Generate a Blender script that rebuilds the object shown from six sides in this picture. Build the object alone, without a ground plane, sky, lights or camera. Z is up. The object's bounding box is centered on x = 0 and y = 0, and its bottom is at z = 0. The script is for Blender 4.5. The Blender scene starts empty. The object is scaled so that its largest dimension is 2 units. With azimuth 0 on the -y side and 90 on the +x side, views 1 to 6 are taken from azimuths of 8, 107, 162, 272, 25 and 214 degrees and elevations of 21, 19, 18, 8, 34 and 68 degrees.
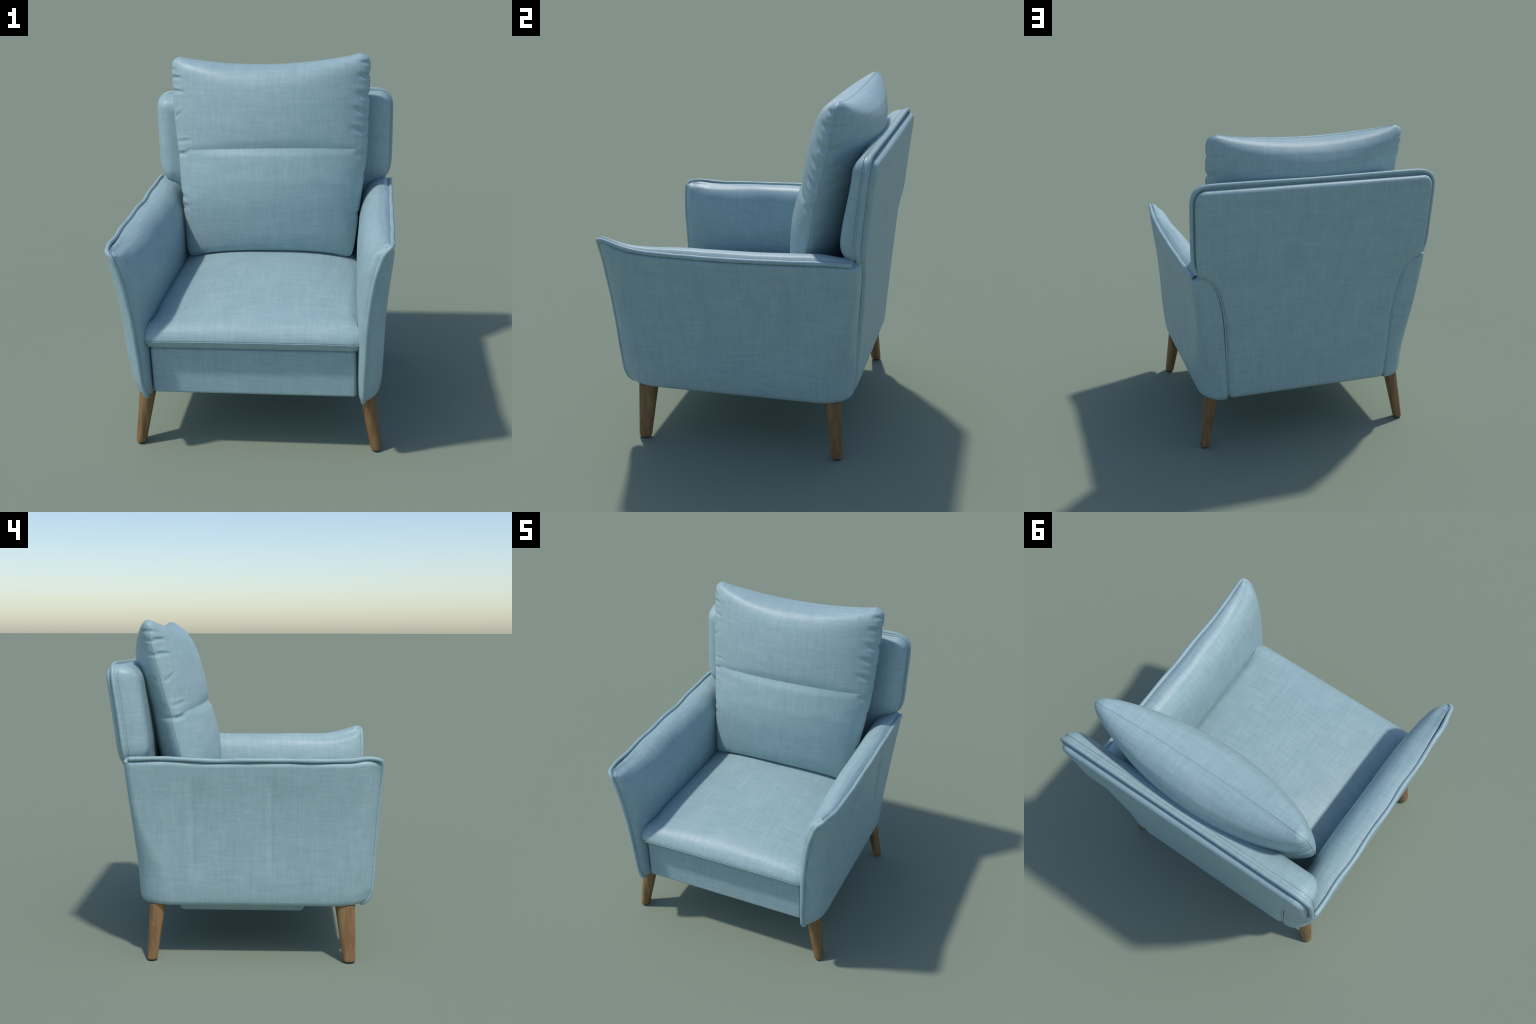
"""Upholstered armchair: winged backrest, flared piped arms, loose back cushion, oak-brown tapered legs."""
import bpy, bmesh, math
import numpy as np
from mathutils import Vector

# ------------------------------------------------------------------ helpers
def pchip(xs, ys):
    """Monotone cubic through control points; returns a vectorised function (clamped at the ends)."""
    x = np.asarray(xs, float); y = np.asarray(ys, float)
    if x[0] > x[-1]:
        x, y = x[::-1], y[::-1]
    h = np.diff(x); d = np.diff(y) / h
    m = np.zeros_like(y); m[0], m[-1] = d[0], d[-1]
    for i in range(1, len(x) - 1):
        if d[i - 1] * d[i] > 0:
            w1, w2 = 2 * h[i] + h[i - 1], h[i] + 2 * h[i - 1]
            m[i] = (w1 + w2) / (w1 / d[i - 1] + w2 / d[i])
    def f(q):
        q = np.clip(np.asarray(q, float), x[0], x[-1])
        i = np.clip(np.searchsorted(x, q) - 1, 0, len(h) - 1)
        t = (q - x[i]) / h[i]
        return ((1 + 2 * t) * (1 - t) ** 2 * y[i] + t * (1 - t) ** 2 * h[i] * m[i]
                + t * t * (3 - 2 * t) * y[i + 1] + t * t * (t - 1) * h[i] * m[i + 1])
    return f

def spline3(pts, n):
    """Smooth 3D polyline of n points through the control points, by arc length."""
    P = np.asarray(pts, float)
    s = np.concatenate([[0], np.cumsum(np.linalg.norm(np.diff(P, axis=0), axis=1))])
    q = np.linspace(0, s[-1], n)
    return np.stack([pchip(s, P[:, k])(q) for k in range(3)], 1)

def smooth(a, b, x):
    t = np.clip((np.asarray(x, float) - a) / (b - a), 0, 1)
    return t * t * (3 - 2 * t)

def cluster(n, power=1.0):
    """0..1 samples packed towards both ends."""
    t = np.linspace(0, 1, n)
    c = 0.5 - 0.5 * np.cos(math.pi * t)
    return c * power + t * (1 - power)

COLL = bpy.context.scene.collection

def add_mesh(name, verts, faces, mat, parent=None, smooth_shade=True):
    me = bpy.data.meshes.new(name)
    me.from_pydata([tuple(v) for v in verts], [], [tuple(f) for f in faces])
    me.update()
    bm = bmesh.new(); bm.from_mesh(me)
    if not any(e.is_boundary for e in bm.edges):
        bmesh.ops.recalc_face_normals(bm, faces=bm.faces[:])
        bm.to_mesh(me)
    bm.free()
    if smooth_shade:
        me.polygons.foreach_set("use_smooth", [True] * len(me.polygons))
    me.materials.append(mat)
    ob = bpy.data.objects.new(name, me)
    COLL.objects.link(ob)
    if parent is not None:
        ob.parent = parent
    return ob

def grid_faces(nu, nv, close_u=False, close_v=False, flip=False, base=0):
    F = []
    for i in range(nu if close_u else nu - 1):
        for j in range(nv if close_v else nv - 1):
            a, b = i * nv + j, ((i + 1) % nu) * nv + j
            c, d = ((i + 1) % nu) * nv + (j + 1) % nv, i * nv + (j + 1) % nv
            f = (base + a, base + b, base + c, base + d)
            F.append(f[::-1] if flip else f)
    return F

def add_grid(name, P, mat, parent=None, flip=False):
    nu, nv = P.shape[:2]
    return add_mesh(name, P.reshape(-1, 3), grid_faces(nu, nv, flip=flip), mat, parent)

def tube(name, path, radius, mat, parent=None, closed=False, sides=12, end_round=True):
    """Round cord swept along a path; radius may be an array along the path."""
    P = np.asarray(path, float); n = len(P)
    r = np.broadcast_to(np.asarray(radius, float), (n,)).copy()
    if closed:
        T = np.roll(P, -1, 0) - np.roll(P, 1, 0)
    else:
        T = np.gradient(P, axis=0)
        if end_round:
            d = P[1] - P[0]; e = P[-1] - P[-2]
            d /= np.linalg.norm(d); e /= np.linalg.norm(e)
            fr = [1.0, 0.8, 0.4]
            k = [0.0, 0.6, 0.92]
            P = np.vstack([[P[0] - d * r[0] * q for q in k[::-1]], P[1:-1], [P[-1] + e * r[-1] * q for q in k]])
            r = np.concatenate([[r[0] * q for q in fr[::-1]], r[1:-1], [r[-1] * q for q in fr]])
            n = len(P); T = np.gradient(P, axis=0)
    T /= np.linalg.norm(T, axis=1)[:, None]
    N = np.zeros_like(P)
    ref = np.array([1.0, 0, 0]) if abs(T[0, 0]) < 0.8 else np.array([0, 0, 1.0])
    v = ref - T[0] * (ref @ T[0]); N[0] = v / np.linalg.norm(v)
    for i in range(1, n):
        v = N[i - 1] - T[i] * (N[i - 1] @ T[i]); N[i] = v / np.linalg.norm(v)
    B = np.cross(T, N)
    a = np.linspace(0, 2 * math.pi, sides, endpoint=False)
    V = P[:, None] + r[:, None, None] * (np.cos(a)[None, :, None] * N[:, None] + np.sin(a)[None, :, None] * B[:, None])
    F = grid_faces(n, sides, close_u=closed, close_v=True, flip=True)
    if not closed:
        F.append(tuple(range(sides))[::1]); F.append(tuple((n - 1) * sides + k for k in range(sides))[::-1])
    return add_mesh(name, V.reshape(-1, 3), F, mat, parent)

# ------------------------------------------------------------------ materials
class Nodes:
    def __init__(self, name):
        self.mat = bpy.data.materials.new(name); self.mat.use_nodes = True
        self.t = self.mat.node_tree; self.t.nodes.clear()
    def n(self, kind, **kw):
        nd = self.t.nodes.new(kind)
        for k, v in kw.items():
            setattr(nd, k, v)
        return nd
    def link(self, a, b):
        self.t.links.new(a, b)
    def math(self, op, a, b=None, clamp=False):
        m = self.n("ShaderNodeMath", operation=op, use_clamp=clamp)
        for k, v in enumerate((a, b)):
            if v is None: continue
            if isinstance(v, (int, float)): m.inputs[k].default_value = v
            else: self.link(v, m.inputs[k])
        return m.outputs[0]

def srgb(r, g, b):
    return tuple((c / 255 / 12.92) if c / 255 <= 0.04045 else ((c / 255 + 0.055) / 1.055) ** 2.4 for c in (r, g, b)) + (1.0,)

FABRIC_DARK, FABRIC_MID, FABRIC_LIGHT = (134, 162, 168), (149, 174, 179), (163, 187, 191)

def fabric_material():
    """Slubby linen: thin sheets of noise across each axis, which show as crossing threads on any surface."""
    N = Nodes("blue_linen")
    co = N.n("ShaderNodeTexCoord").outputs["Object"]
    geo = N.n("ShaderNodeNewGeometry")
    sep = N.n("ShaderNodeSeparateXYZ"); N.link(geo.outputs["Normal"], sep.inputs[0])
    total = None; wsum = None
    for k in range(3):
        w = N.math("SQRT", N.math("SUBTRACT", 1.0, N.math("MULTIPLY", sep.outputs[k], sep.outputs[k]), clamp=True))
        layer = None
        for thread, length, amount in ((140.0, 10.0, 0.30), (52.0, 6.5, 0.36), (290.0, 36.0, 0.14)):
            mp = N.n("ShaderNodeMapping")
            sc = [length] * 3; sc[k] = thread
            mp.inputs["Scale"].default_value = sc
            mp.inputs["Location"].default_value = (3.1 * k + thread * 0.01, 1.7 * k, 5.3 * k)
            N.link(co, mp.inputs[0])
            tx = N.n("ShaderNodeTexNoise"); tx.inputs["Scale"].default_value = 1.0
            tx.inputs["Detail"].default_value = 2.0; tx.inputs["Roughness"].default_value = 0.6
            N.link(mp.outputs[0], tx.inputs["Vector"])
            v = N.math("MULTIPLY", N.math("SUBTRACT", tx.outputs["Fac"], 0.5), amount)
            layer = v if layer is None else N.math("ADD", layer, v)
        v = N.math("MULTIPLY", layer, w)
        total = v if total is None else N.math("ADD", total, v)
    # large soft blotches
    bl = N.n("ShaderNodeTexNoise"); bl.inputs["Scale"].default_value = 9.0; bl.inputs["Detail"].default_value = 3.0
    N.link(co, bl.inputs["Vector"])
    blot = N.math("MULTIPLY", N.math("SUBTRACT", bl.outputs["Fac"], 0.5), 0.35)
    fac = N.math("ADD", N.math("ADD", N.math("MULTIPLY", total, 1.45), blot), 0.5, clamp=True)
    ramp = N.n("ShaderNodeValToRGB")
    e = ramp.color_ramp.elements
    e[0].position = 0.1; e[0].color = srgb(*FABRIC_DARK)
    e[1].position = 0.9; e[1].color = srgb(*FABRIC_LIGHT)
    m = e.new(0.5); m.color = srgb(*FABRIC_MID)
    N.link(fac, ramp.inputs[0])
    # hue drift between green-grey and violet-blue
    hue = N.n("ShaderNodeTexNoise"); hue.inputs["Scale"].default_value = 26.0; hue.inputs["Detail"].default_value = 2.0
    N.link(co, hue.inputs["Vector"])
    hs = N.n("ShaderNodeHueSaturation")
    N.link(N.math("ADD", 0.5, N.math("MULTIPLY", N.math("SUBTRACT", hue.outputs["Fac"], 0.5), 0.024)), hs.inputs["Hue"])
    N.link(ramp.outputs[0], hs.inputs["Color"])
    bs = N.n("ShaderNodeBsdfPrincipled")
    N.link(hs.outputs[0], bs.inputs["Base Color"])
    bs.inputs["Roughness"].default_value = 0.46
    bs.inputs["Specular IOR Level"].default_value = 0.38
    bump = N.n("ShaderNodeBump"); bump.inputs["Strength"].default_value = 0.12; bump.inputs["Distance"].default_value = 0.004
    N.link(total, bump.inputs["Height"]); N.link(bump.outputs[0], bs.inputs["Normal"])
    out = N.n("ShaderNodeOutputMaterial"); N.link(bs.outputs[0], out.inputs[0])
    return N.mat

def wood_material():
    N = Nodes("brown_wood")
    co = N.n("ShaderNodeTexCoord").outputs["Object"]
    mp = N.n("ShaderNodeMapping"); mp.inputs["Scale"].default_value = (26, 26, 2.6)
    mp.inputs["Rotation"].default_value = (0.12, 0.1, 0.3)
    N.link(co, mp.inputs[0])
    n1 = N.n("ShaderNodeTexNoise"); n1.inputs["Scale"].default_value = 1.0; n1.inputs["Detail"].default_value = 4.0
    n1.inputs["Distortion"].default_value = 0.8
    N.link(mp.outputs[0], n1.inputs["Vector"])
    mp2 = N.n("ShaderNodeMapping"); mp2.inputs["Scale"].default_value = (150, 150, 7)
    N.link(co, mp2.inputs[0])
    n2 = N.n("ShaderNodeTexNoise"); n2.inputs["Scale"].default_value = 1.0; n2.inputs["Detail"].default_value = 2.0
    N.link(mp2.outputs[0], n2.inputs["Vector"])
    f = N.math("ADD", N.math("MULTIPLY", n1.outputs["Fac"], 0.8), N.math("MULTIPLY", n2.outputs["Fac"], 0.2))
    ramp = N.n("ShaderNodeValToRGB"); e = ramp.color_ramp.elements
    e[0].position = 0.34; e[0].color = srgb(112, 82, 55)
    e[1].position = 0.66; e[1].color = srgb(147, 118, 77)
    m = e.new(0.5); m.color = srgb(130, 98, 65)
    N.link(f, ramp.inputs[0])
    bs = N.n("ShaderNodeBsdfPrincipled"); N.link(ramp.outputs[0], bs.inputs["Base Color"])
    bs.inputs["Roughness"].default_value = 0.5
    bs.inputs["Specular IOR Level"].default_value = 0.3
    out = N.n("ShaderNodeOutputMaterial"); N.link(bs.outputs[0], out.inputs[0])
    return N.mat

def plain_material(name, col, rough):
    N = Nodes(name)
    co = N.n("ShaderNodeTexCoord").outputs["Object"]
    tx = N.n("ShaderNodeTexNoise"); tx.inputs["Scale"].default_value = 60.0
    N.link(co, tx.inputs["Vector"])
    ramp = N.n("ShaderNodeValToRGB"); e = ramp.color_ramp.elements
    e[0].color = srgb(*[c * 0.85 for c in col]); e[1].color = srgb(*[min(255, c * 1.15) for c in col])
    N.link(tx.outputs["Fac"], ramp.inputs[0])
    bs = N.n("ShaderNodeBsdfPrincipled"); N.link(ramp.outputs[0], bs.inputs["Base Color"])
    bs.inputs["Roughness"].default_value = rough
    out = N.n("ShaderNodeOutputMaterial"); N.link(bs.outputs[0], out.inputs[0])
    return N.mat

LINEN = fabric_material()
WOOD = wood_material()
CONTACT_SHADE = plain_material("contact_shade", (40, 40, 42), 0.8)  # near-black colour imitating the contact shadow under the feet

chair = bpy.data.objects.new("armchair", None)
COLL.objects.link(chair)
chair["label"] = "light blue linen armchair with flared piped arms and brown tapered legs"
chair["category"] = "armchair"

# ------------------------------------------------------------------ armrests
ARM_BOTTOM = 0.332
PIPE_R = 0.0125

def build_arm(sgn):
    """One flared arm: outer panel wrapping round the rear corner, thick inner pad, piping between them.
    Worked out on the +x side; sgn = -1 mirrors it. The two arms differ a little at the front tip."""
    right = sgn > 0
    # piping line along the top edge, as functions of y (front is -y)
    if right:
        top_z = pchip([-0.765, -0.74, -0.70, -0.63, -0.56, -0.44, -0.24, -0.13, 0.15, 0.33, 0.5, 0.69],
                      [1.252, 1.252, 1.240, 1.217, 1.201, 1.189, 1.184, 1.180, 1.180, 1.184, 1.188, 1.188])
        tip = (0.732, -0.762, 1.252)
        out_f = 0.0
    else:
        top_z = pchip([-0.765, -0.74, -0.68, -0.6, -0.45, -0.2, 0.0, 0.16, 0.3, 0.5, 0.6, 0.69],
                      [1.206, 1.218, 1.221, 1.211, 1.207, 1.209, 1.209, 1.204, 1.210, 1.217, 1.215, 1.212])
        tip = (0.718, -0.765, 1.204)
        out_f = 0.008
    top_x = lambda y: (np.interp(y, [-0.77, -0.7, -0.6, -0.3, 0.69], [tip[0], tip[0] + 0.005, 0.738, 0.742, 0.742])
                       + (0.0012 if right else 0.0032) * np.sin(np.asarray(y) * 19 + (0.6 if right else 2.2)) * smooth(-0.75, -0.6, y) * (1 - smooth(0.5, 0.69, y)))
    # front edge of the arm (piping centre) from the bottom up, as functions of z
    fz = [0.334, 0.339, 0.350, 0.378, 0.43, 0.60, 0.80, 0.93, 1.05, 1.12, 1.17, 1.20 if not right else 1.215, tip[2]]
    fx = [0.592, 0.592, 0.592, 0.592, 0.593, 0.601, 0.612, 0.626, 0.644, 0.660, 0.677, 0.693, tip[0]]
    fy = [-0.655, -0.685, -0.708, -0.725, -0.736, -0.745, -0.755, -0.763, -0.770, -0.772, -0.772, -0.771, tip[1]]
    fx = [x + (out_f if 0.4 < z < 1.19 else 0) for x, z in zip(fx, fz)]
    Fx, Fy = pchip(fz, fx), pchip(fz, fy)
    # outer face and rear edge
    out_x = pchip([0.332, 0.335, 0.343, 0.362, 0.42, 0.52, 0.65, 0.80, 0.95, 1.07, 1.15, 1.19, 1.26],
                  [0.648, 0.660, 0.672, 0.682, 0.690, 0.696, 0.701, 0.708, 0.721, 0.736, 0.746, 0.750, 0.752])
    rear_y = pchip([0.332, 0.338, 0.350, 0.375, 0.50, 0.65, 0.90, 1.19, 1.26],
                   [0.585, 0.612, 0.627, 0.637, 0.645, 0.655, 0.676, 0.703, 0.705])
    fin_x = pchip([0.332, 0.45, 0.65, 0.82, 0.95, 1.045, 1.10, 1.14, 1.175, 1.19, 1.20, 1.26],
                  [0.524, 0.530, 0.537, 0.545, 0.559, 0.580, 0.600, 0.624, 0.668, 0.700, 0.722, 0.73])

    # --- outer panel: rows up the height, columns from the front edge round to the rear groove
    nt, n_front, n_side, n_cor, n_rear = 110, 40, 90, 24, 16
    ts = np.concatenate([np.linspace(0, 0.06, 14)[:-1], np.linspace(0.06, 0.95, 72), np.linspace(0.95, 1, 26)[1:]])
    rows = []
    zt_rear = float(top_z(0.69)) - 0.013
    for t in ts:
        zr = ARM_BOTTOM + t * (zt_rear - ARM_BOTTOM)
        zf = 0.334 + t * (tip[2] - 0.008 - 0.334)
        x0, y0 = float(Fx(zf)) + 0.012, float(Fy(zf)) + 0.006
        yr = float(rear_y(zr))
        xo = float(out_x(zr)); xe = min(float(fin_x(zr)), xo - 0.004)
        kf = float(smooth(0.45, 0.95, zr))          # the rear corner is tighter higher up
        rc = min(0.14 - 0.08 * kf, (xo - xe) * 0.85)
        ry = rc * (1.4 - 0.6 * kf)
        reach = 0.15 + 0.06 * (1 - float(smooth(0.36, 0.60, zr)))
        ya = y0 + reach
        u = np.linspace(0, 1, n_front)[:-1] ** 1.6
        ys = [y0 + u * (ya - y0), np.linspace(ya, yr - ry, n_side)]
        y = np.concatenate(ys)
        ztop = top_z(y) - 0.013
        zb = ARM_BOTTOM + 0.010 * (1 - smooth(-0.74, -0.60, y)) + 0.006 * smooth(0.52, 0.62, y)
        z = zb + t * (ztop - zb)
        xo_y = out_x(np.minimum(z, 1.25))
        k = np.clip((y - y0) / reach, 0, 1)
        x = xo_y - (xo_y - x0) * (1 - k) ** 2.6
        # soft vertical tucks in the padding of the outer face
        mid = smooth(0.45, 0.62, z) * (1 - smooth(0.98, 1.14, z))
        for yc in (0.31, -0.145):
            x = x - 0.0060 * mid * np.exp(-((y - yc) / 0.009) ** 2) - 0.0060 * mid * np.where(y < yc, np.exp(-((y - yc) / 0.14) ** 2), np.exp(-((y - yc) / 0.016) ** 2))
        # the top of the panel rolls in under the piping
        roll = np.clip((t - 0.965) / 0.035, 0, 1)
        tuck = 0.024 * (1 - math.sqrt(max(0.0, 1 - roll ** 2)))
        x = x - tuck
        z = z - 0.0
        xl = float(x[-1])
        a = np.linspace(0, math.pi / 2, n_cor)[1:]
        xo2 = xl
        cx, cy = xo2 - rc, yr - ry
        xc, yc_ = cx + rc * np.cos(a), cy + ry * np.sin(a)
        v = np.linspace(0, 1, n_rear)[1:]
        xe2 = min(xe, cx - 0.002)
        xr = cx + (xe2 + 0.012 - cx) * v
        yrr = np.full_like(xr, yr)
        # rounded end going into the groove
        b = np.linspace(0, math.pi / 2, 6)[1:]
        xg = xe2 + 0.012 - 0.012 * np.sin(b); yg = yr - 0.018 * (1 - np.cos(b))
        xg = np.append(xg, xe2); yg = np.append(yg, yr - 0.06)
        xx = np.concatenate([x, xc, xr, xg]); yy = np.concatenate([y, yc_, yrr, yg])
        zz = np.concatenate([z, np.full(len(xc) + len(xr) + len(xg), z[-1])])
        # rear top corner slopes down towards the groove a little
        rows.append(np.stack([xx, yy, zz], 1))
    P = np.array(rows)
    # underside: carry the bottom row inwards
    under = []
    for q in (0.5, 1.0):
        r = P[0].copy()
        r[:, 0] = r[:, 0] + (0.572 - r[:, 0]) * q
        r[:, 1] = r[:, 1] + (np.clip(r[:, 1], -0.62, 0.55) - r[:, 1]) * q
        r[:, 2] += 0.001 * q
        under.append(r)
    # cap the very top inwards
    cap = P[-1].copy(); cap[:, 0] -= 0.010; cap[:, 1] = np.minimum(cap[:, 1], 0.692); cap[:, 2] += 0.004
    cap[:, 2] += 0.016 * smooth(0.62, 0.69, cap[:, 1])
    cap2 = cap.copy(); cap2[:, 0] = np.minimum(cap2[:, 0], 0.66); cap2[:, 1] = np.clip(cap2[:, 1], -0.68, 0.62)
    cap2[:, 0] = np.where(cap[:, 1] < -0.3, cap[:, 0] - 0.012, cap2[:, 0])
    cap2[:, 2] -= 0.004 + 0.03 * (1 - smooth(-0.5, 0.0, cap[:, 1]))
    P = np.concatenate([np.array(under[::-1]), P, cap[None], cap2[None]])
    P[:, :, 0] *= sgn
    panel = add_grid("armrest", P, LINEN, chair, flip=(sgn < 0))
    panel.data.flip_normals()

    # --- inner pad: section from the piping over the crown, down the inner wall
    z_tip = tip[2]
    crown = [(0.736, 1.000), (0.722, 1.014), (0.700, 1.028), (0.672, 1.032), (0.642, 1.022), (0.612, 0.997), (0.585, 0.956), (0.564, 0.900),
             (0.550, 0.830), (0.545, 0.75), (0.543, 0.65), (0.544, 0.50), (0.548, 0.30), (0.552, 0.12), (0.556, 0.03), (0.562, 0.01), (0.575, 0.0)]
    if not right:                                   # the other arm is a little less plump on top
        crown[:9] = [(0.736, 0.996), (0.722, 1.000), (0.700, 1.002), (0.670, 0.999), (0.640, 0.988), (0.612, 0.966), (0.585, 0.928), (0.564, 0.875),
                     (0.550, 0.805)]
    crown = np.array(crown)
    s = np.concatenate([[0], np.cumsum(np.hypot(*np.diff(crown, axis=0).T))])
    q = s[-1] * np.linspace(0, 1, 140) ** 1.5
    cx, ch = pchip(s, crown[:, 0])(q), pchip(s, crown[:, 1])(q)
    ny_f, ny = 26, 100
    th = np.linspace(0, math.pi / 2, ny_f)
    cols = []
    for j in range(len(q)):
        h = min(ch[j], 1.0)
        y_end = float(rear_y(ARM_BOTTOM + h * 0.87)) - 0.03
        zf = 0.334 + h * (z_tip - 0.334)
        fxj, fyj = float(Fx(zf)) - 0.004, float(Fy(zf)) + 0.004
        depth = 0.05
        up = 0.75 + 0.25 * float(smooth(0.40, 0.80, ch[j]))
        y = np.concatenate([fyj + depth * (1 - np.cos(th)), np.linspace(fyj + depth, y_end, ny)[1:]])
        quick = np.concatenate([np.sin(th), np.ones(ny - 1)])
        slow = 1 - np.exp(-(y - fyj) / 0.24)
        g = quick * (1 - 0.65 * up) + slow * 0.65 * up
        over = smooth(-0.74, -0.20, y) * (1 - 0.6 * smooth(0.45, 0.62, y))
        zt = top_z(y)
        zb = ARM_BOTTOM + 0.012 * (1 - smooth(-0.74, -0.60, y)) + 0.006 * smooth(0.52, 0.62, y)
        cz = np.where(ch[j] > 1.0, 1.0 + (ch[j] - 1.0) * quick, ch[j])
        z = zb + (cz - 0.026 * (1 - over) * quick ** 2 * math.exp(-((ch[j] - 1.03) / 0.09) ** 2) * min(1.0, q[j] / 0.08)) * (zt - zb)
        # the pad top starts at the piping
        xc = cx[j] + (top_x(y) - 0.742) * smooth(0.9, 1.0, ch[j])
        x = fxj + (xc - fxj) * g
        # slow waviness of the filling
        x = x + 0.0025 * g * np.sin(y * 9 + ch[j] * 5 + sgn) * smooth(0.5, 0.8, ch[j])
        cols.append(np.stack([x, y, z], 1))
    C = np.array(cols)
    C[:, :, 0] *= sgn
    pad = add_grid("armrest_pad", C, LINEN, panel, flip=(sgn < 0))

    # --- piping: up the front edge, over the tip, back along the top
    zz = np.concatenate([np.linspace(0.338, 0.44, 14), np.linspace(0.45, tip[2] - 0.004, 60)])
    front = np.stack([Fx(zz), Fy(zz), zz], 1)
    yy = np.linspace(tip[1] + 0.012, 0.660, 90)
    top = np.stack([top_x(yy), yy, top_z(yy)], 1)
    path = np.vstack([front, top])
    path = spline3(path, 230)
    kern = np.array([1, 2, 3, 2, 1]) / 9.0
    for _ in range(2):
        sm = np.stack([np.convolve(np.pad(path[:, k], 2, mode="edge"), kern, "valid") for k in range(3)], 1)
        path[2:-2] = sm[2:-2]
    path[:, 0] *= sgn
    rad = PIPE_R * (1 + 0.06 * np.sin(np.arange(len(path)) * 0.31))
    tube("piping", path, rad, LINEN, panel)
    return panel

arm_right = build_arm(+1)
arm_left = build_arm(-1)

# ------------------------------------------------------------------ padded slabs (backrest)
def slab(name, half_w, z0, z1, edge_y, depth, radius, direction, mat, parent, bulge=None, power=2.3, nz=150, nx=120, skirt=0.03):
    """Upholstered slab whose outline is x = +-half_w(z); the face swells from the seam plane edge_y(z)
    by depth towards -y (direction -1) or +y (+1), rounded over the given radius from its outline."""
    zs = z0 + (z1 - z0) * cluster(nz, 0.85)
    us = -1 + 2 * cluster(nx, 0.9)
    W = half_w(zs)
    X = W[:, None] * us[None]; Zg = np.repeat(zs[:, None], nx, 1)
    # distance to the outline polyline
    zo = np.linspace(z0, z1, 500); wo = half_w(zo)
    out = np.concatenate([np.stack([wo, zo], 1), np.stack([-wo[::-1], zo[::-1]], 1)])
    out = np.vstack([out, out[:1]])
    A, Bv = out[:-1], np.diff(out, axis=0)
    L2 = (Bv ** 2).sum(1) + 1e-12
    pts = np.stack([X.ravel(), Zg.ravel()], 1)
    dist = np.empty(len(pts))
    for i in range(0, len(pts), 2000):
        p = pts[i:i + 2000, None]
        t = np.clip(((p - A) * Bv).sum(2) / L2, 0, 1)
        d = p - (A + t[..., None] * Bv)
        dist[i:i + 2000] = np.sqrt((d ** 2).sum(2).min(1))
    d = np.clip(dist.reshape(X.shape) / radius, 0, 1)
    swell = (1 - (1 - d) ** power) ** (1 / power)
    D = depth(X, Zg)
    Y = edge_y(Zg) + direction * D * swell
    if bulge is not None:
        Y = Y + direction * bulge(X, Zg) * d
    P = np.stack([X, Y, Zg], 2)
    verts = P.reshape(-1, 3); F = grid_faces(nz, nx)
    # closed back: a skirt behind the seam and a flat rear face
    loop = ([j for j in range(nx)] + [i * nx + nx - 1 for i in range(1, nz)] + [(nz - 1) * nx + j for j in range(nx - 2, -1, -1)] + [i * nx for i in range(nz - 2, 0, -1)])
    rear = verts.copy(); rear[:, 1] = (edge_y(Zg) - direction * skirt).ravel()
    base = len(verts); n = len(loop)
    F += [(loop[(k + 1) % n], loop[k], base + loop[k], base + loop[(k + 1) % n]) for k in range(n)]
    F += grid_faces(nz, nx, flip=True, base=base)
    verts = np.vstack([verts, rear])
    if direction > 0:
        F = [f[::-1] for f in F]
    ob = add_mesh(name, verts, F, mat, parent)
    rim = set(loop) | {base + k for k in loop}
    for e in ob.data.edges:
        if e.vertices[0] in rim and e.vertices[1] in rim:
            e.use_edge_sharp = True
    return ob

seam_y = pchip([0.33, 0.60, 0.80, 1.0, 1.21, 1.30, 1.50, 1.70, 1.76], [0.605, 0.632, 0.652, 0.672, 0.690, 0.698, 0.722, 0.748, 0.754])

TOP_Z = 1.745
wing = pchip([0.40, 0.82, 0.95, 1.045, 1.10, 1.14, 1.175, 1.195, 1.215, 1.25, 1.31, 1.40, 1.66, 1.69, 1.715, 1.732, 1.741, TOP_Z],
             [0.53, 0.54, 0.552, 0.572, 0.592, 0.615, 0.655, 0.69, 0.712, 0.728, 0.736, 0.738, 0.742, 0.739, 0.727, 0.708, 0.688, 0.665])
pad_depth = pchip([0.4, 1.2, 1.3, 1.5, 1.7], [0.12, 0.125, 0.132, 0.135, 0.135])
backrest = slab("backrest", wing, 0.40, TOP_Z, seam_y, lambda x, z: pad_depth(z) - (0.022 + 0.026 * smooth(1.25, 1.65, z)) * smooth(-0.2, 0.6, x), 0.115, -1, LINEN, chair, power=2.6, skirt=0.002)

# rear panel: follows the wing outline above the arms, then runs down between the arms
panel_w = pchip([0.350, 0.354, 0.362, 0.38, 0.45, 0.65, 0.82, 0.95, 1.045, 1.10, 1.14, 1.175, 1.195, 1.215, 1.25, 1.31, 1.40, 1.65, 1.68, 1.70, 1.715, 1.722],
                [0.490, 0.503, 0.513, 0.519, 0.524, 0.531, 0.539, 0.553, 0.574, 0.594, 0.619, 0.660, 0.692, 0.707, 0.716, 0.722, 0.725, 0.728, 0.722, 0.711, 0.694, 0.672])
panel_y = lambda z: seam_y(z) + 0.010
def panel_depth(x, z):
    return 0.022 + 0.014 * smooth(1.1, 1.3, z)
def panel_bulge(x, z):
    # slight fold line across the panel, where the fabric is joined
    return -0.0022 * np.exp(-((z - 1.358) / 0.004) ** 2) * (1 - smooth(0.56, 0.64, np.abs(x))) + 0.004 * (1 - (x / 0.75) ** 2)
back_panel = slab("back_panel", panel_w, 0.350, 1.722, panel_y, panel_depth, 0.030, +1, LINEN, backrest, bulge=panel_bulge, nz=330, nx=130, skirt=0.05)

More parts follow.
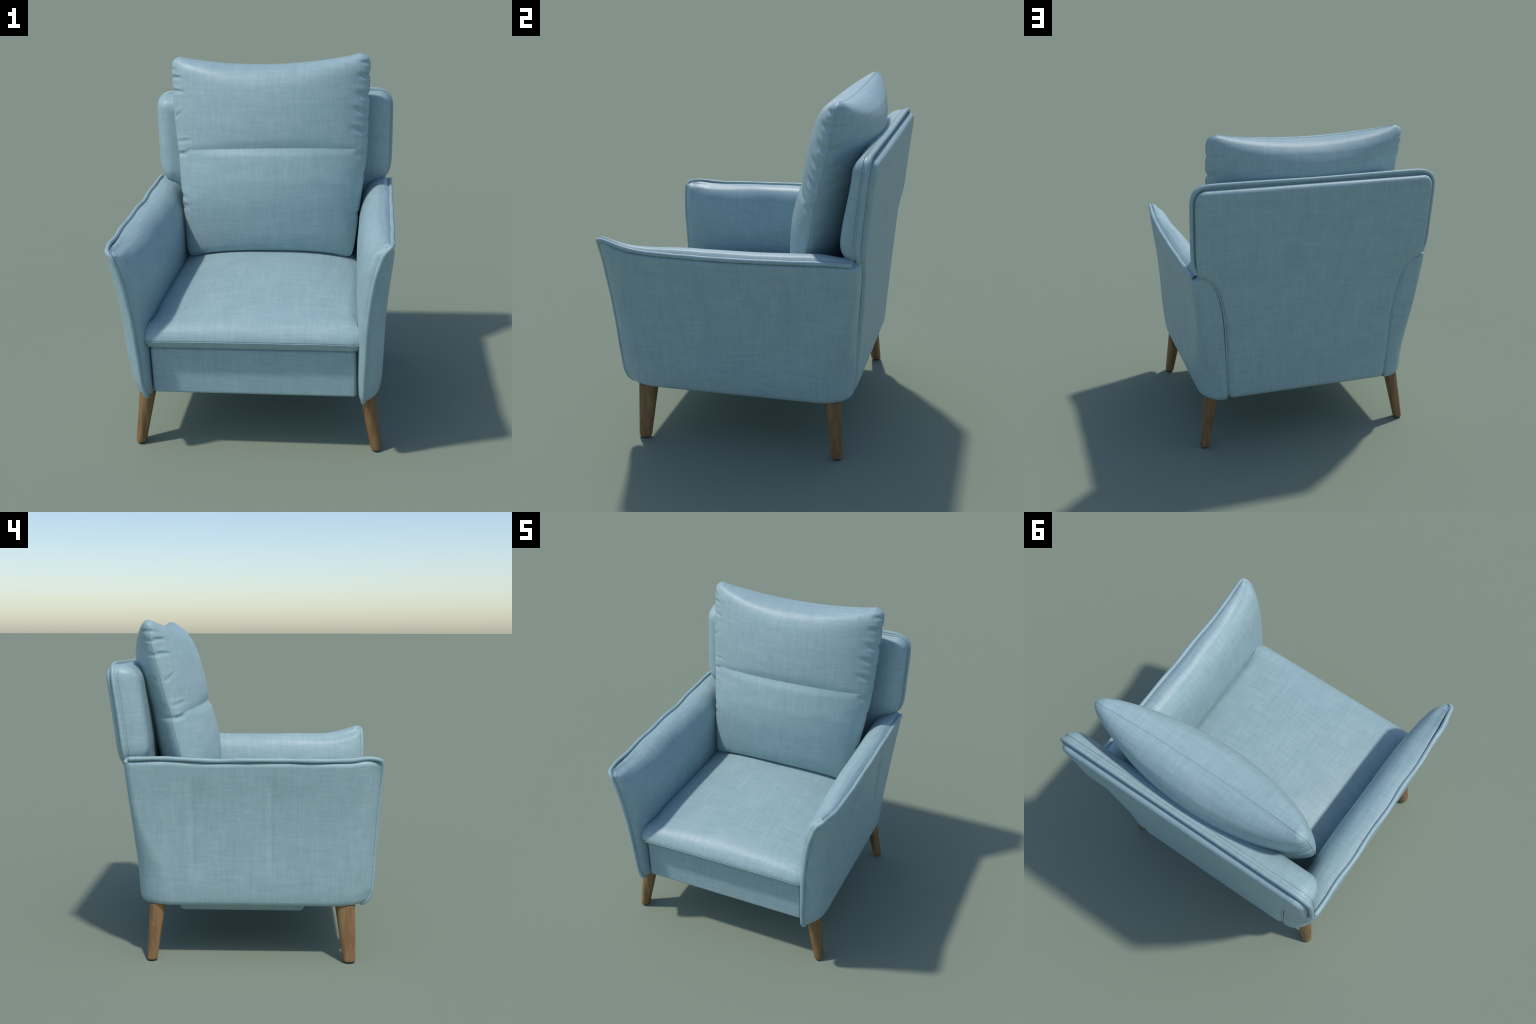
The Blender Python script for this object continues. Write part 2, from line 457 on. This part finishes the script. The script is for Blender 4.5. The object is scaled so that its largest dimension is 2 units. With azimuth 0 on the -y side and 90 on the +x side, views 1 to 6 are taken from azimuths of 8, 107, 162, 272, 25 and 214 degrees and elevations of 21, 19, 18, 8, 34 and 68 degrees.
# piping round the wings
zz = np.concatenate([np.linspace(1.185, 1.31, 16), np.linspace(1.33, 1.64, 22), np.linspace(1.66, TOP_Z, 22)])
side = np.stack([wing(zz) + 0.003, seam_y(zz) + 0.002, zz], 1)
xs = np.linspace(0.63, -0.63, 50)
topl = np.stack([xs, np.full_like(xs, float(seam_y(TOP_Z)) + 0.002), TOP_Z + 0.0015 + 0.004 * np.cos(xs * 5.0) * 0 - 0.004 * np.exp(-(xs / 0.3) ** 2)], 1)
other = side[::-1].copy(); other[:, 0] *= -1
path = spline3(np.vstack([side, topl, other]), 300)
kern = np.ones(7) / 7
for _ in range(3):
    sm = np.stack([np.convolve(np.pad(path[:, k], 3, mode="edge"), kern, "valid") for k in range(3)], 1)
    path[3:-3] = sm[3:-3]
tube("piping", path, 0.0125, LINEN, backrest)
# fine flange seam in front of the piping
zz = np.concatenate([np.linspace(1.23, 1.64, 40), np.linspace(1.645, TOP_Z, 40)])
side = np.stack([wing(zz) - 0.0004, seam_y(zz) - 0.028, zz], 1)
topl = np.stack([xs, np.full_like(xs, float(seam_y(TOP_Z)) - 0.028), np.full_like(xs, TOP_Z - 0.0004)], 1)
other = side[::-1].copy(); other[:, 0] *= -1
tube("seam_cord", spline3(np.vstack([side, topl, other]), 260), 0.0019, LINEN, backrest, sides=8)

# tube added to lighten the black groove between the rear panel and each arm
for s in (1, -1):
    zz = np.linspace(0.375, 1.175, 60)
    tube("groove_filler", np.stack([s * (panel_w(zz) + 0.004), seam_y(zz) + 0.016, zz], 1), 0.006, LINEN, backrest, sides=10)

# ------------------------------------------------------------------ seat
def build_seat():
    prof = [(0.55, 0.842), (0.30, 0.850), (0.10, 0.850), (-0.10, 0.846), (-0.30, 0.837), (-0.45, 0.827), (-0.55, 0.813), (-0.62, 0.794),
            (-0.67, 0.768), (-0.70, 0.740), (-0.716, 0.714), (-0.722, 0.693)]
    top = spline3([(0, y, z) for y, z in prof], 130)
    seam_i = len(top) - 1
    box = spline3([(0, -0.7195, 0.690), (0, -0.711, 0.673), (0, -0.698, 0.654), (0, -0.684, 0.640), (0, -0.660, 0.632), (0, -0.58, 0.630)], 30)
    groove = np.array([[0, -0.7165, 0.6915]])
    path = np.vstack([top, groove, box])
    nx = 110
    us = -1 + 2 * cluster(nx, 0.8)
    P = np.zeros((len(path), nx, 3))
    for i, (_, y, z) in enumerate(path):
        front = 1 - smooth(-0.72, -0.50, y) if i <= seam_i else 1.0
        hw = 0.558 + 0.014 * (1 - smooth(-0.72, -0.60, y))
        if i > seam_i:
            k = (i - seam_i) / len(box)
            hw = 0.572 - 0.022 * k
        x = us * hw
        drop = ((0.052 + 0.036 * float(smooth(-0.5, 0.2, y))) * np.abs(us) ** 2.6 + 0.020 * np.clip((np.abs(us) - 0.9) / 0.1, 0, 1) ** 2) * (1 - front) + 0.006 * np.abs(us) ** 6 * front
        if i > seam_i:
            drop = 0.004 * np.abs(us) ** 8
        bow = 0.012 * np.clip((np.abs(us) - 0.90) / 0.10, 0, 1) ** 2 * front
        P[i, :, 0] = x; P[i, :, 1] = y + bow
        P[i, :, 2] = z - drop
    ob = add_grid("seat_cushion", P, LINEN, chair)
    cord = P[seam_i].copy(); cord[:, 1] -= 0.0005
    tube("seam_cord", cord, 0.0022, LINEN, ob, sides=6)
    return ob
seat = build_seat()

def rounded_box(name, lo, hi, r, mat, parent, segs=4):
    bm = bmesh.new(); bmesh.ops.create_cube(bm, size=1.0)
    for v in bm.verts:
        v.co = Vector([(lo[k] + hi[k]) / 2 + v.co[k] * (hi[k] - lo[k]) for k in range(3)])
    bmesh.ops.bevel(bm, geom=bm.edges[:], offset=r, segments=segs, profile=0.5, affect="EDGES")
    me = bpy.data.meshes.new(name); bm.to_mesh(me); bm.free()
    me.materials.append(mat)
    me.polygons.foreach_set("use_smooth", [True] * len(me.polygons))
    ob = bpy.data.objects.new(name, me); COLL.objects.link(ob); ob.parent = parent
    md = ob.modifiers.new("normals", "WEIGHTED_NORMAL"); md.keep_sharp = True
    return ob

rounded_box("front_panel", (-0.560, -0.667, 0.352), (0.556, -0.60, 0.628), 0.018, LINEN, chair)
rounded_box("seat_base", (-0.532, -0.63, 0.362), (0.532, 0.60, 0.70), 0.02, LINEN, chair)
rounded_box("base_box", (-0.44, -0.345, 0.232), (0.44, 0.42, 0.40), 0.03, LINEN, chair)

# ------------------------------------------------------------------ loose back cushion
def build_cushion():
    ZB, ZT = 0.836, 1.945
    width_l = pchip([0.795, 0.81, 0.84, 0.95, 1.10, 1.20, 1.35, 1.45, 1.60, 1.80, 1.93, 1.96, 1.98, 1.996],
                    [0.490, 0.508, 0.519, 0.530, 0.543, 0.552, 0.562, 0.568, 0.585, 0.597, 0.601, 0.598, 0.588, 0.570])
    width_r = pchip([0.795, 0.81, 0.84, 0.95, 1.10, 1.20, 1.35, 1.45, 1.60, 1.80, 1.93, 1.96, 1.98, 1.996],
                    [0.480, 0.500, 0.513, 0.532, 0.552, 0.566, 0.588, 0.598, 0.604, 0.610, 0.613, 0.609, 0.598, 0.578])
    seam_side = pchip([0.80, 1.20, 1.33, 1.40, 1.45, 1.53, 1.67, 1.80, 1.90, 2.0], [0.292, 0.388, 0.418, 0.434, 0.441, 0.466, 0.501, 0.532, 0.556, 0.578])
    y_top, y_bottom = float(seam_side(ZT)) - 0.02, float(seam_side(ZB))
    front_y = pchip([0.836, 0.845, 0.865, 0.905, 1.0, 1.13, 1.28, 1.36, 1.445, 1.493, 1.53, 1.586, 1.69, 1.82, 1.88, 1.915, 1.935, 1.942, 1.945],
                    [y_bottom, 0.262, 0.230, 0.210, 0.196, 0.193, 0.206, 0.226, 0.253, 0.277, 0.278, 0.286, 0.310, 0.354, 0.388, 0.422, 0.462, 0.50, y_top])
    back_y = pchip([0.836, 0.86, 0.95, 1.1, 1.25, 1.45, 1.6, 1.7, 1.8, 1.87, 1.91, 1.93, 1.94, 1.945],
                   [y_bottom, 0.40, 0.50, 0.555, 0.60, 0.645, 0.685, 0.707, 0.712, 0.690, 0.655, 0.622, 0.590, y_top])
    # puckers along the side seams: side, height, slope, length, half-thickness, depth
    puckers = [(-1, 1.885, 0.02, 0.10, 0.010, 0.011), (-1, 1.805, 0.00, 0.12, 0.010, 0.011), (-1, 1.64, 0.75, 0.10, 0.013, 0.007),
               (-1, 1.50, 0.25, 0.15, 0.012, 0.006), (-1, 1.425, 0.30, 0.11, 0.013, 0.012), (-1, 1.115, 0.10, 0.07, 0.013, 0.010),
               
               (1, 1.945, 0.15, 0.08, 0.013, 0.012), (1, 1.865, 0.30, 0.09, 0.016, 0.012), (1, 1.755, 0.38, 0.11, 0.018, 0.013), (1, 1.655, 0.42, 0.13, 0.018, 0.012),
               (1, 1.545, 0.42, 0.14, 0.017, 0.013), (1, 1.42, 0.15, 0.10, 0.018, 0.009)]
    notches = [(1, 1.875, 0.009, 0.012), (1, 1.755, 0.013, 0.014), (1, 1.62, 0.005, 0.015), (1, 1.52, 0.004, 0.015), (1, 1.30, 0.005, 0.02), (1, 1.06, 0.008, 0.016),
               (-1, 1.93, 0.006, 0.010), (-1, 1.875, 0.005, 0.009), (-1, 1.795, 0.006, 0.009), (-1, 1.43, 0.007, 0.014), (-1, 1.17, 0.007, 0.014), (-1, 1.10, 0.006, 0.010)]
    nu, nv = 250, 300
    us = -1 + 2 * cluster(nu, 0.75)
    V_SEAM = 0.543
    vs = np.unique(np.concatenate([cluster(nv, 0.7), V_SEAM + np.linspace(-0.02, 0.06, 60)]))
    nv = len(vs)
    U, Vv = np.meshgrid(us, vs)
    zt = ZT + 0.056 * np.abs(U) ** 1.9
    k = np.clip((np.abs(U) - 0.945) / 0.055, 0, 1)
    zt = zt - 0.030 * (1 - np.sqrt(1 - k ** 2))
    zb = ZB - 0.042 * np.abs(U) ** 2.5 + 0.012 * np.clip((np.abs(U) - 0.9) / 0.1, 0, 1) ** 2
    Z = zb + Vv * (zt - zb)
    lift = 0.052 * np.exp(-((Vv - V_SEAM) / 0.25) ** 2) * smooth(0.0, 0.12, Vv) * (1 - smooth(0.85, 0.97, Vv))   # the cross seam rides up in the middle
    Z = Z + lift * (1 - U ** 2)
    Zc = ZB + Vv * (ZT - ZB) + lift                       # the same height at the middle of the cushion
    W = np.where(U < 0, width_l(Z), width_r(Z))
    X = U * W
    for s, z0, a, w in notches:                    # the seam is drawn in at the puckers
        X = X - s * np.where(U * s > 0, a * np.exp(-((Z - z0) / w) ** 2), 0) * np.abs(U) ** 14
    ys_edge = seam_side(Z)
    # seam plane: side seam at the edges, straight to the top and bottom seams at the middle
    ys = ys_edge - 0.02 * (1 - U ** 2) * smooth(0.85, 1.0, Vv)
    mid_seam = seam_side(Zc) - 0.02 * smooth(0.85, 1.0, Vv)
    lens = np.clip(1 - U ** 2, 0, 1) ** (0.60 - 0.15 * smooth(0.86, 1.0, Vv))
    side_d = (1 - np.abs(U)) * W
    vert = np.clip(Vv * (1 - Vv) * 4, 0, 1)
    def disp(front):
        d = np.zeros_like(X)
        for s, z0, sl, ln, w, dep in puckers:
            q = (Z - z0 - sl * side_d) / w
            m = (1 - smooth(ln * 0.30, ln * 0.92, side_d)) * smooth(0.0, 0.012, side_d) * (U * s > 0)
            k = 1.0 if front else 0.35
            d += k * m * dep * (0.68 if s < 0 else 0.85) * (np.exp(-q ** 2) - 0.42 * np.exp(-((q - 1.6) / 1.0) ** 2) - 0.18 * np.exp(-((q + 1.8) / 1.2) ** 2))
        return d
    # cross seam on the front
    dz = (Vv - V_SEAM) * (ZT - ZB)
    fade = 1 - smooth(0.84, 0.96, np.abs(U))
    crease = np.where(dz > 0, 0.0050 * np.exp(-(np.abs(dz) / 0.022) ** 1.2), 0.0050 * np.exp(-(np.abs(dz) / 0.012) ** 1.3)) * fade
    front_d = mid_seam - front_y(Zc)
    YF = ys - np.maximum(front_d, 0) * lens + crease + disp(True)
    back_d = back_y(Zc) - mid_seam
    YB = ys + np.maximum(back_d, 0) * lens - disp(False)
    edge = (np.abs(U) > 0.9999) | (Vv < 1e-6) | (Vv > 1 - 1e-6)
    YF = np.where(edge, ys, YF); YB = np.where(edge, ys, YB)
    front = np.stack([X, YF, Z], 2); back = np.stack([X, YB, Z], 2)
    verts = front.reshape(-1, 3).tolist()
    F = grid_faces(nv, nu)
    idx = np.full((nv, nu), -1)
    for i in range(nv):
        for j in range(nu):
            if i in (0, nv - 1) or j in (0, nu - 1):
                idx[i, j] = i * nu + j
            else:
                idx[i, j] = len(verts); verts.append(back[i, j].tolist())
    for i in range(nv - 1):
        for j in range(nu - 1):
            F.append((idx[i, j], idx[i, j + 1], idx[i + 1, j + 1], idx[i + 1, j]))
    ob = add_mesh("back_cushion", verts, [f for f in F], LINEN, chair)
    # seam cord round the edge
    loop = np.vstack([front[0, :], front[1:, -1], front[-1, -2::-1], front[-2:0:-1, 0]])
    keep = [loop[0]]
    for p in loop[1:]:
        if np.linalg.norm(p - keep[-1]) > 0.008:
            keep.append(p)
    tube("seam_cord", np.array(keep), 0.0023, LINEN, ob, closed=True, sides=8)
    return ob
cushion = build_cushion()

# ------------------------------------------------------------------ legs
def build_leg(fx, fy, tx, ty, dx0, dy0, dx1, dy1):
    """Oval tapered leg from the foot (fx, fy, 0) to the frame; d*0 = top diameters, d*1 = foot diameters."""
    H = 0.338
    n, m = 40, 30
    a = np.linspace(0, 2 * math.pi, n, endpoint=False)
    ex = 2 / 2.15
    cx = np.sign(np.cos(a)) * np.abs(np.cos(a)) ** ex; cy = np.sign(np.sin(a)) * np.abs(np.sin(a)) ** ex
    hs = [0.006, 0.0075, 0.0105, 0.015, 0.021] + list(np.linspace(0.03, H, m))
    ring_scale = [0.80, 0.89, 0.96, 0.99, 1.0] + [1.0] * m
    V = []
    for h, s in zip(hs, ring_scale):
        k = h / H
        ox, oy = fx + (tx - fx) * k, fy + (ty - fy) * k
        wx, wy = (dx1 + (dx0 - dx1) * k) / 2 * s, (dy1 + (dy0 - dy1) * k) / 2 * s
        V += [(ox + wx * c - fx, oy + wy * d - fy, h) for c, d in zip(cx, cy)]
    F = grid_faces(len(hs), n, close_v=True, flip=True)
    F.append(tuple(range(n))[::-1]); F.append(tuple((len(hs) - 1) * n + k for k in range(n)))
    ob = add_mesh("leg", V, F, WOOD, chair)
    ob.location = (fx, fy, 0)
    g = [(c * dx1 * 0.36, d * dy1 * 0.36, z) for z in (0.0, 0.008) for c, d in zip(np.cos(a), np.sin(a))]
    gf = grid_faces(2, n, close_v=True, flip=True) + [tuple(range(n))[::-1], tuple(range(n, 2 * n))]
    add_mesh("foot_shadow_disc", g, gf, CONTACT_SHADE, ob, smooth_shade=False)  # added dark disc standing in for the contact shadow below the leg
    return ob

for s in (1, -1):
    build_leg(0.664 if s > 0 else -0.672, -0.607, s * 0.610, -0.580, 0.094, 0.119, 0.058, 0.075)
    build_leg(s * 0.667, 0.560, s * 0.610, 0.529, 0.084, 0.094, 0.055, 0.062)
